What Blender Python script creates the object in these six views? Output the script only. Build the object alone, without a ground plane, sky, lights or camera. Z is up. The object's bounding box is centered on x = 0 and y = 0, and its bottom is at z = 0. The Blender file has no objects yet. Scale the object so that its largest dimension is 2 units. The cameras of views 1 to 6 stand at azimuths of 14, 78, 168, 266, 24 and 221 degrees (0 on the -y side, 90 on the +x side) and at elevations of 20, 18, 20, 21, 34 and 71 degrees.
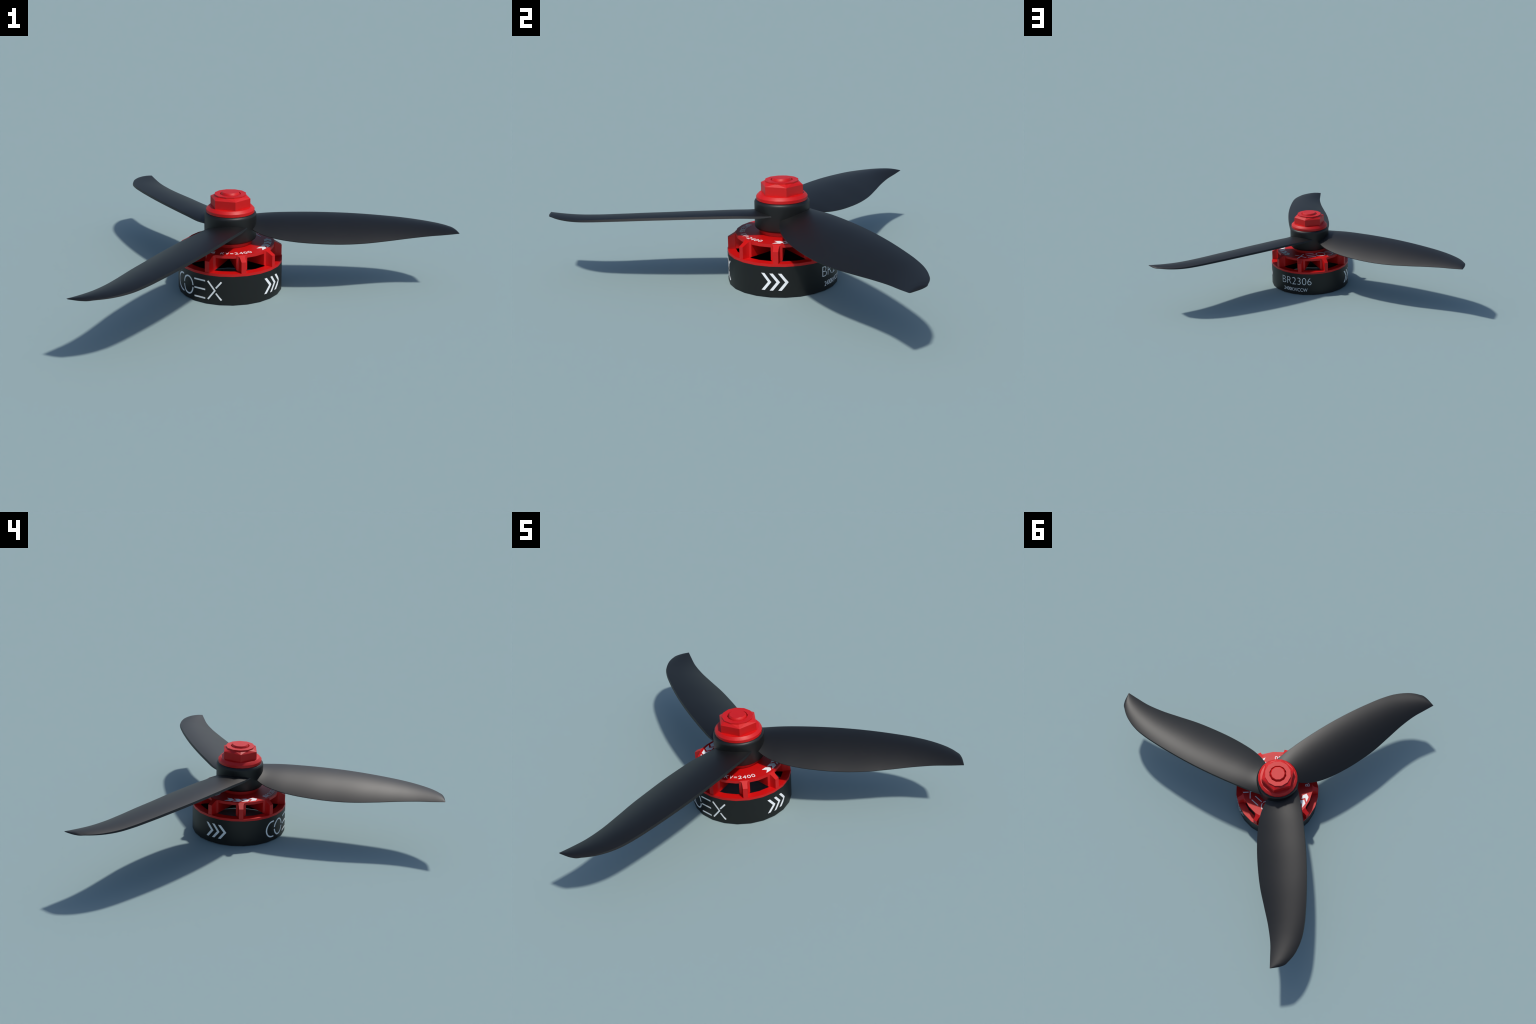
"""Brushless drone motor (red and black bell) carrying a three-blade propeller
held by a flanged hexagon nut.  Everything is built from profiles, plan outlines
and rules in a motor frame whose axis is the local z axis."""
import bpy, bmesh, math
from math import sin, cos, pi, radians, tau
from mathutils import Vector

AXIS = (-0.1667, 0.1114)          # where the motor axis stands in the world
BLADE_ANGLE = 10.57               # azimuth of the first blade tip, degrees
BELL_SIDES, BELL_PHASE = 24, 4.0  # the bell is a faceted 24-sided drum
BELL_R = 0.2713

# ------------------------------------------------------------------ materials
def principled(name, color, rough, spec=0.5, metallic=0.0, grain=0.0, bump=0.0, scale=120.0):
    m = bpy.data.materials.new(name)
    m.use_nodes = True
    nt = m.node_tree
    b = nt.nodes["Principled BSDF"]
    b.inputs["Roughness"].default_value = rough
    b.inputs["Metallic"].default_value = metallic
    b.inputs["Specular IOR Level"].default_value = spec
    tc = nt.nodes.new("ShaderNodeTexCoord")
    nz = nt.nodes.new("ShaderNodeTexNoise")
    nz.inputs["Scale"].default_value = scale
    nz.inputs["Detail"].default_value = 3.0
    nt.links.new(tc.outputs["Object"], nz.inputs["Vector"])
    ramp = nt.nodes.new("ShaderNodeValToRGB")
    lo = [c * (1 - grain) for c in color] + [1]
    hi = [min(1, c * (1 + grain)) for c in color] + [1]
    ramp.color_ramp.elements[0].position = 0.3
    ramp.color_ramp.elements[1].position = 0.7
    ramp.color_ramp.elements[0].color = lo
    ramp.color_ramp.elements[1].color = hi
    nt.links.new(nz.outputs["Fac"], ramp.inputs["Fac"])
    nt.links.new(ramp.outputs["Color"], b.inputs["Base Color"])
    if bump > 0:
        bp = nt.nodes.new("ShaderNodeBump")
        bp.inputs["Strength"].default_value = bump
        bp.inputs["Distance"].default_value = 0.001
        nt.links.new(nz.outputs["Fac"], bp.inputs["Height"])
        nt.links.new(bp.outputs["Normal"], b.inputs["Normal"])
    return m

RED = principled("red_anodised", (0.61, 0.0012, 0.0012), 0.5, grain=0.02)
BLACK = principled("black_coating", (0.0030, 0.0032, 0.0028), 0.5, grain=0.03)
PLASTIC = principled("black_plastic", (0.0036, 0.0037, 0.0037), 0.48, grain=0.03)
WHITE = principled("white_print", (0.95, 0.95, 0.96), 0.5, grain=0.01)

# ------------------------------------------------------------------ helpers
root = bpy.data.objects.new("drone_motor", None)
root.location = (AXIS[0], AXIS[1], 0)
root["label"] = "red and black drone motor with three-blade black propeller"
root["category"] = "drone motor"
bpy.context.scene.collection.objects.link(root)

def add(name, mesh, mat, parent):
    o = bpy.data.objects.new(name, mesh)
    if mat and not mesh.materials:
        mesh.materials.append(mat)
    o.parent = parent
    bpy.context.scene.collection.objects.link(o)
    return o

def finish(bm, name, angle=35.0, smooth=True):
    bmesh.ops.recalc_face_normals(bm, faces=bm.faces)
    lim = radians(angle)
    for f in bm.faces:
        f.smooth = smooth
    for e in bm.edges:
        if len(e.link_faces) == 2 and e.calc_face_angle(0) > lim:
            e.smooth = False
    me = bpy.data.meshes.new(name)
    bm.to_mesh(me)
    bm.free()
    return me

def lathe(name, profile, sides, phase=0.0, closed=False, angle=35.0, smooth=True):
    """Revolve an (r, z) profile; r = 0 ends become single pole vertices."""
    bm = bmesh.new()
    rings = []
    for r, z in profile:
        if r < 1e-6:
            rings.append([bm.verts.new((0, 0, z))])
        else:
            rings.append([bm.verts.new((r * cos(radians(phase) + tau * k / sides),
                                        r * sin(radians(phase) + tau * k / sides), z))
                          for k in range(sides)])
    pairs = list(zip(rings, rings[1:]))
    if closed:
        pairs.append((rings[-1], rings[0]))
    for a, b in pairs:
        for k in range(sides):
            j = (k + 1) % sides
            if len(a) == 1 and len(b) == 1:
                continue
            if len(a) == 1:
                bm.faces.new((a[0], b[k], b[j]))
            elif len(b) == 1:
                bm.faces.new((a[k], a[j], b[0]))
            else:
                bm.faces.new((a[k], a[j], b[j], b[k]))
    return finish(bm, name, angle, smooth)

def hermite(knots, x):
    """Cubic Hermite through (x, a, b, ...) knots with centred slopes."""
    n = len(knots)
    def slope(i):
        if i == 0:
            p, q = knots[0], knots[1]
            return [(v - u) / (q[0] - p[0]) for u, v in zip(p[1:], q[1:])]
        if i == n - 1:
            p, q = knots[-2], knots[-1]
            return [(v - u) / (q[0] - p[0]) for u, v in zip(p[1:], q[1:])]
        p, c, q = knots[i - 1], knots[i], knots[i + 1]
        h0, h1 = c[0] - p[0], q[0] - c[0]
        return [(h1 / h0 * (c[k] - p[k]) + h0 / h1 * (q[k] - c[k])) / (h0 + h1)
                for k in range(1, len(c))]
    i = 0
    while i < n - 2 and x > knots[i + 1][0]:
        i += 1
    a, b = knots[i], knots[i + 1]
    h = b[0] - a[0]
    t = (x - a[0]) / h
    ma, mb = slope(i), slope(i + 1)
    h00, h10 = 2 * t**3 - 3 * t**2 + 1, t**3 - 2 * t**2 + t
    h01, h11 = -2 * t**3 + 3 * t**2, t**3 - t**2
    return [h00 * a[k + 1] + h10 * h * ma[k] + h01 * b[k + 1] + h11 * h * mb[k]
            for k in range(len(a) - 1)]

# ================================================================== bell
RING_TOP, RING_LOW = 0.1636, 0.1502
CAP_TOP, CAP_LOW, CAP_R = 0.2458, 0.2305, 0.2286

# black drum wall: open below, hollow inside
bell = add("bell", lathe("bell", [(BELL_R, 0.0), (BELL_R, RING_LOW),
    (BELL_R - 0.010, RING_LOW), (BELL_R - 0.010, 0.0)], BELL_SIDES, BELL_PHASE, closed=True), BLACK, root)
# red rim lying on the wall
add("rim", lathe("rim", [(BELL_R, RING_LOW + 0.0002), (BELL_R, RING_TOP),
    (0.2302, RING_TOP), (0.2302, RING_LOW + 0.0002)], BELL_SIDES, BELL_PHASE, closed=True), RED, bell)
# red cap: disc with the collar the propeller sits on
add("cap", lathe("cap", [(0, CAP_LOW), (CAP_R, CAP_LOW), (CAP_R, CAP_TOP), (0.1125, CAP_TOP),
    (0.1125, 0.2668), (0, 0.2668)], BELL_SIDES, BELL_PHASE), RED, bell)

add("boss", lathe("boss", [(0, 0.1700), (0.0620, 0.1700), (0.0620, CAP_LOW - 0.0005), (0, CAP_LOW - 0.0005)], 24, 0), RED, bell)

# spokes: wedge-sided web below the cap that flares into a narrow rib on the rim
def spoke_mesh():
    flare = [(0.2272, 0.0275), (0.2325, 0.0162), (0.2400, 0.0140), (0.2500, 0.0128)]
    half = [(0.060, 0.0205), (0.1999, 0.0266)] + flare + [(0.2676, 0.0122)]
    plan = [(x, -y) for x, y in half] + [(x, y) for x, y in reversed(half)]
    def top(x):   # under the cap, then the slope from the cap's edge to the rib's shoulder
        if x < 0.2:
            return CAP_LOW + 0.001
        return CAP_TOP - 0.0004 + (x - 0.2272) * (0.2223 - CAP_TOP) / (0.2676 - 0.2272)
    bm = bmesh.new()
    zlow = [0.1695 if x < 0.2302 else RING_TOP - 0.003 for x, y in plan]
    lo = [bm.verts.new((x, y, z)) for (x, y), z in zip(plan, zlow)]
    hi = [bm.verts.new((x, y, top(x))) for x, y in plan]
    n, h = len(plan), len(half)
    for k in range(n):
        j = (k + 1) % n
        bm.faces.new((lo[k], lo[j], hi[j], hi[k]))
    for k in range(h - 1):   # bridge strips between the two mirrored sides
        bm.faces.new((lo[k + 1], lo[k], lo[n - 1 - k], lo[n - 2 - k]))
        bm.faces.new((hi[k], hi[k + 1], hi[n - 2 - k], hi[n - 1 - k]))
    return finish(bm, "spoke", 28)
sm = spoke_mesh()
for k in range(9):
    s = add("spoke", sm, RED, bell)
    s.rotation_euler = (0, 0, radians(20 + 40 * k))

# ------------------------------------------------------------------ printed marks
def stroke(bm, pts, w, close=False):
    """A flat band of width w along a polyline in the plane (mitred)."""
    L, R = [], []
    n = len(pts)
    for i, p in enumerate(pts):
        a = Vector(pts[i - 1]) if i > 0 else None
        b = Vector(pts[i + 1]) if i < n - 1 else None
        p = Vector(p)
        d1 = (p - a).normalized() if a is not None else (b - p).normalized()
        d2 = (b - p).normalized() if b is not None else d1
        m = (d1 + d2).normalized()
        nv = Vector((-m.y, m.x))
        k = w / 2 / max(0.35, nv.dot(Vector((-d1.y, d1.x))))
        L.append(bm.verts.new((p.x + nv.x * k, p.y + nv.y * k, 0)))
        R.append(bm.verts.new((p.x - nv.x * k, p.y - nv.y * k, 0)))
    for i in range(n - 1):
        bm.faces.new((L[i], R[i], R[i + 1], L[i + 1]))

def polygon(bm, pts):
    bm.faces.new([bm.verts.new((x, y, 0)) for x, y in pts])

def arc(cx, cy, rx, ry, a0, a1, n=24):
    return [(cx + rx * cos(radians(a0 + (a1 - a0) * i / n)),
             cy + ry * sin(radians(a0 + (a1 - a0) * i / n))) for i in range(n + 1)]

def word_strokes(bm, h, sx, w):
    """The four-letter mark: open C, split O, three-bar E, broken X. Origin at the left, mid height."""
    g = h / 2 - w / 2
    # C
    cx, rx = 0.048 * sx, 0.044 * sx
    stroke(bm, [(0.0600 * sx, g)] + arc(cx, 0, rx, g, 90, 270, 28) + [(0.0600 * sx, -g)], w)
    # O in two halves
    cx, rx = 0.1030 * sx, 0.0365 * sx
    stroke(bm, arc(cx, 0, rx, g, 7, 173), w)
    stroke(bm, arc(cx, 0, rx, g, 187, 353), w)
    # E
    for y in (g, 0, -g):
        stroke(bm, [(0.1510 * sx, y), (0.2170 * sx, y)], w)
    # X: a bent stroke and two loose arms
    x0, xm, x1 = 0.2320 * sx, 0.2690 * sx, 0.3035 * sx
    gy = h / 2 - w * 0.25
    stroke(bm, [(x0, gy), (xm, 0), (x0, -gy)], w)
    d = 0.0055 * sx
    fx = (x1 - xm)
    a = (d / fx) * gy + h * 0.06
    stroke(bm, [(xm + d, a), (x1, gy)], w)
    stroke(bm, [(xm + d, -a), (x1, -gy)], w)

def chevrons(bm, count, pitch):
    for k in range(count):
        x = k * pitch
        polygon(bm, [(x, 0.0420), (x + 0.0160, 0.0420), (x + 0.0492, 0), (x + 0.0160, -0.0420), (x, -0.0420), (x + 0.0330, 0)])

def text_mesh(string, height, width=None, weight=0.0):
    """Built-in font outline scaled to a cap height (and total width), origin left / baseline."""
    c = bpy.data.curves.new("print_text", "FONT")
    c.body = string
    c.size = 1.0
    c.offset = weight
    c.resolution_u = 6
    o = bpy.data.objects.new("print_text", c)
    bpy.context.scene.collection.objects.link(o)
    bpy.context.view_layer.update()
    me = bpy.data.meshes.new_from_object(o.evaluated_get(bpy.context.evaluated_depsgraph_get()))
    bpy.data.objects.remove(o)
    bpy.data.curves.remove(c)
    bm = bmesh.new()
    bm.from_mesh(me)
    bpy.data.meshes.remove(me)
    xs = [v.co.x for v in bm.verts]
    ys = [v.co.y for v in bm.verts]
    sy = height / (max(ys) - min(ys))
    sx = sy if width is None else width / (max(xs) - min(xs))
    x0, y0 = min(xs), min(ys)
    for v in bm.verts:
        v.co = Vector(((v.co.x - x0) * sx, (v.co.y - y0) * sy, 0))
    return bm

def slice_grid(bm, step):
    """Cut flat shapes into vertical slices so that they can bend."""
    xs = [v.co.x for v in bm.verts]
    x = math.floor(min(xs) / step) * step + step
    while x < max(xs):
        bmesh.ops.bisect_plane(bm, geom=bm.verts[:] + bm.edges[:] + bm.faces[:], dist=1e-7,
                               plane_co=(x, 0, 0), plane_no=(1, 0, 0))
        x += step

def drum_radius(theta_deg):
    step = 360 / BELL_SIDES
    d = (theta_deg - BELL_PHASE) % step - step / 2
    return BELL_R * cos(radians(step / 2)) / cos(radians(d))

def thicken(bm, offset_fn):
    """Give a flat print a little body: extrude downwards along offset_fn."""
    bmesh.ops.triangulate(bm, faces=[f for f in bm.faces if len(f.verts) > 4])
    r = bmesh.ops.extrude_face_region(bm, geom=bm.faces[:])
    return [g for g in r["geom"] if isinstance(g, bmesh.types.BMVert)]

def print_on_drum(name, bm, theta0, z0):
    """Wrap a flat print round the drum; x runs counter-clockwise from theta0."""
    # the faces of the drum are flat, so cut exactly at their corners and wrap between
    per = BELL_R * radians(1)
    slice_grid(bm, per * 1.25)
    bmesh.ops.triangulate(bm, faces=[f for f in bm.faces if len(f.verts) > 4])
    flat = {v: (v.co.x, v.co.y) for v in bm.verts}
    top = list(bm.verts)
    ext = bmesh.ops.extrude_face_region(bm, geom=bm.faces[:])
    raised = [g for g in ext["geom"] if isinstance(g, bmesh.types.BMVert)]
    for vs, lift in ((raised, 0.0007), ([v for v in bm.verts if v not in set(raised)], -0.001)):
        for v in vs:
            x, y = v.co.x, v.co.y
            t = theta0 + x / per
            r = drum_radius(t) + lift
            v.co = Vector((r * cos(radians(t)), r * sin(radians(t)), z0 + y))
    me = finish(bm, name, 50)
    return add(name, me, WHITE, bell)

def print_on_cap(name, bm, mapping):
    bmesh.ops.triangulate(bm, faces=[f for f in bm.faces if len(f.verts) > 4])
    ext = bmesh.ops.extrude_face_region(bm, geom=bm.faces[:])
    raised = set(g for g in ext["geom"] if isinstance(g, bmesh.types.BMVert))
    for v in bm.verts:
        x, y = mapping(v.co.x, v.co.y)
        v.co = Vector((x, y, CAP_TOP + (0.0006 if v in raised else -0.001)))
    me = finish(bm, name, 50)
    return add(name, me, WHITE, bell)

PER = BELL_R * radians(1)
bm = bmesh.new(); word_strokes(bm, 0.1010, 1.0, 0.0080)
print_on_drum("lettering", bm, 212.0, 0.0722)
bm = bmesh.new(); chevrons(bm, 3, 8.6 * PER)
chev = print_on_drum("arrow_marks", bm, 325.0, 0.0746)
bm = bmesh.new(); chevrons(bm, 3, 8.4 * PER)
print_on_drum("arrow_marks", bm, 135.4, 0.0746)
print_on_drum("lettering", text_mesh("BR2306", 0.0520, 46.2 * PER, -0.022), 30.8, 0.0698)
print_on_drum("lettering", text_mesh("2400KV/CCW", 0.0245, 37.4 * PER, -0.004), 33.7, 0.0212)

# cap prints: straight word, curved type line, two trains of four arrowheads
bm = bmesh.new(); word_strokes(bm, 0.0720, 0.866, 0.0056)
print_on_cap("lettering", bm, lambda x, y: (-0.1275 + x, 0.1465 + y))
for i, ch in enumerate("BR2306 KV=2400"):
    if ch == " ":
        continue
    tb = text_mesh(ch, 0.0110 if ch == "=" else 0.0275, 0.0160 if ch == "=" else 0.0190, 0.0)
    th = 226.0 + 6.84 * i
    dy = 0.0085 if ch == "=" else 0.0
    w = 0.0160 if ch == "=" else 0.0190
    def onarc(x, y, th=th, dy=dy, w=w):
        a = radians(th) + (x - w / 2) / 0.196
        r = 0.2095 - y - dy
        return r * cos(a), r * sin(a)
    print_on_cap("lettering", tb, onarc)
ARROW = [(0.1765, -14.3), (0.1750, -5.4), (0.1955, 0), (0.2140, -5.1), (0.2148, -14.8), (0.1955, -8.6)]
for tip0 in (349.1, 169.3):
    bm = bmesh.new()
    for k in range(4):
        polygon(bm, [(r * cos(radians(tip0 + 13.0 * k + a)), r * sin(radians(tip0 + 13.0 * k + a))) for r, a in ARROW])
    print_on_cap("arrow_marks", bm, lambda x, y: (x, y))

# ================================================================== propeller
HUB_R = 0.1342
hub_profile = [(0, 0.2657), (0.1162, 0.2657), (0.1262, 0.2680), (0.1325, 0.2735), (HUB_R, 0.2790), (HUB_R, 0.3820)]
hub_profile += [(HUB_R - 0.0165 + 0.0165 * cos(radians(a)), 0.3930 + 0.0165 * sin(radians(a))) for a in range(0, 91, 15)]
hub_profile += [(0, 0.4095)]
prop = add("propeller", lathe("propeller", hub_profile, 48, 0), PLASTIC, root)   # its hub

# blade edges in the blade's own frame: (distance along the blade, sideways, height)
LEAD = [(0.00, 0.1180, 0.3515), (0.08, 0.1385, 0.3535), (0.20, 0.1620, 0.3594), (0.35, 0.1835, 0.3602), (0.50, 0.1981, 0.3582),
        (0.65, 0.2048, 0.3536), (0.80, 0.2041, 0.3458), (0.90, 0.1986, 0.3395), (0.98, 0.1855, 0.3340), (1.04, 0.1645, 0.3310),
        (1.09, 0.1374, 0.3290), (1.125, 0.1080, 0.3275), (1.15, 0.0785, 0.3248), (1.16, 0.0500, 0.3232), (1.1690, 0.0030, 0.3212)]
TRAIL = [(0.00, 0.0450, 0.3700), (0.08, -0.0371, 0.3431), (0.16, -0.0835, 0.3142), (0.24, -0.1062, 0.2994), (0.33, -0.1141, 0.2888),
         (0.44, -0.1124, 0.2816), (0.56, -0.1009, 0.2770), (0.68, -0.0811, 0.2785), (0.80, -0.0505, 0.2847), (0.92, -0.0202, 0.2937),
         (1.03, -0.0034, 0.3036), (1.10, -0.0020, 0.3108), (1.1690, -0.0012, 0.3198)]
EDGE = [(0.00, 0.0030, 0.0042), (0.04, 0.0050, 0.0042), (0.09, 0.0095, 0.0042), (0.17, 0.0112, 0.0040), (0.40, 0.0115, 0.0034), (0.80, 0.0110, 0.0030), (0.95, 0.0094, 0.0028), (1.04, 0.0070, 0.0026),
        (1.09, 0.0046, 0.0022), (1.1690, 0.0020, 0.0018)]
CAMBER, SKEW = 0.083, 0.0

def blade_mesh():
    bm = bmesh.new()
    nsec, nch = 84, 22
    rings = []
    for i in range(nsec + 1):
        u = i / nsec
        x = 1.1690 * (1 - (1 - u)**1.7)
        ly, lz = hermite(LEAD, x)
        ly += 0.0012
        ty, tz = hermite(TRAIL, x)
        le, te = hermite(EDGE, x)
        tz += te * 0.9
        chord = math.hypot(ly - ty, lz - tz)
        up, dn = [], []
        for k in range(nch + 1):
            t = 0.5 - 0.5 * cos(pi * k / nch)
            c = chord * 4 * t * (1 - t) * (CAMBER + SKEW * (t - 0.5))
            y = ty + (ly - 0.36 * le - ty) * t      # the nose leans: its upper edge is set back
            yl = ty + (ly + 0.06 * le - ty) * t
            z = tz + (lz - tz) * t + c
            th = te + (le - te) * t**0.8
            up.append((x, y, z))
            dn.append((x, yl, z - th))
        rings.append([bm.verts.new(c) for c in up + dn[::-1]])
    n = len(rings[0])
    for a, b in zip(rings, rings[1:]):
        for k in range(n):
            j = (k + 1) % n
            bm.faces.new((a[k], a[j], b[j], b[k]))
    for r in (rings[0], rings[-1]):
        m = n // 2
        for k in range(m - 1):
            bm.faces.new((r[k], r[k + 1], r[n - 2 - k], r[n - 1 - k]))
    return finish(bm, "blade", 40)

bl = blade_mesh()
for k in range(3):
    o = add("blade", bl, PLASTIC, prop)
    o.rotation_euler = (0, 0, radians(BLADE_ANGLE + 120 * k))

# ================================================================== lock nut
def hexagon_mesh():
    """Six flat sides; the chamfer joins them to a twelve-sided seat for the top washer."""
    bm = bmesh.new()
    R, ph = 0.106, 59.3
    lo = [bm.verts.new((R * cos(radians(ph + 60 * k)), R * sin(radians(ph + 60 * k)), 0.4330)) for k in range(6)]
    hi = [bm.verts.new((R * cos(radians(ph + 60 * k)), R * sin(radians(ph + 60 * k)), 0.4825)) for k in range(6)]
    seat = [bm.verts.new((0.0790 * cos(radians(ph + 30 * k)), 0.0790 * sin(radians(ph + 30 * k)), 0.4965)) for k in range(12)]
    for k in range(6):
        j = (k + 1) % 6
        bm.faces.new((lo[k], lo[j], hi[j], hi[k]))
        a, b, c = seat[2 * k], seat[2 * k + 1], seat[(2 * k + 2) % 12]
        bm.faces.new((hi[k], b, a))
        bm.faces.new((hi[k], hi[j], b))
        bm.faces.new((hi[j], c, b))
    groove = [bm.verts.new((0.0545 * cos(radians(ph + 30 * k)), 0.0545 * sin(radians(ph + 30 * k)), 0.4965)) for k in range(12)]
    pit = [bm.verts.new((v.co.x, v.co.y, 0.4850)) for v in groove]
    for k in range(12):
        j = (k + 1) % 12
        bm.faces.new((seat[k], seat[j], groove[j], groove[k]))
        bm.faces.new((groove[k], groove[j], pit[j], pit[k]))
    bm.faces.new(pit)
    bm.faces.new(lo[::-1])
    return finish(bm, "lock_nut", smooth=False)
nut = add("lock_nut", hexagon_mesh(), RED, root)
add("flange", lathe("flange", [(0, 0.4098), (0.1246, 0.4098), (0.1246, 0.4240), (0.1232, 0.4262), (0.1110, 0.4378), (0.0900, 0.4395), (0, 0.4395)],
    24, 4.0, angle=28), RED, nut)
add("collar", lathe("collar", [(0.0540, 0.4960), (0.0820, 0.4960), (0.0820, 0.5018), (0.0540, 0.5018)], 12, 59.3, closed=True, smooth=False), RED, nut)

# motor shaft end showing in the nut
add("shaft", lathe("shaft", [(0, 0.4400), (0.0505, 0.4400), (0.0512, 0.4990), (0.0418, 0.5112), (0, 0.5112)], 10, 8.0, angle=44), RED, root)
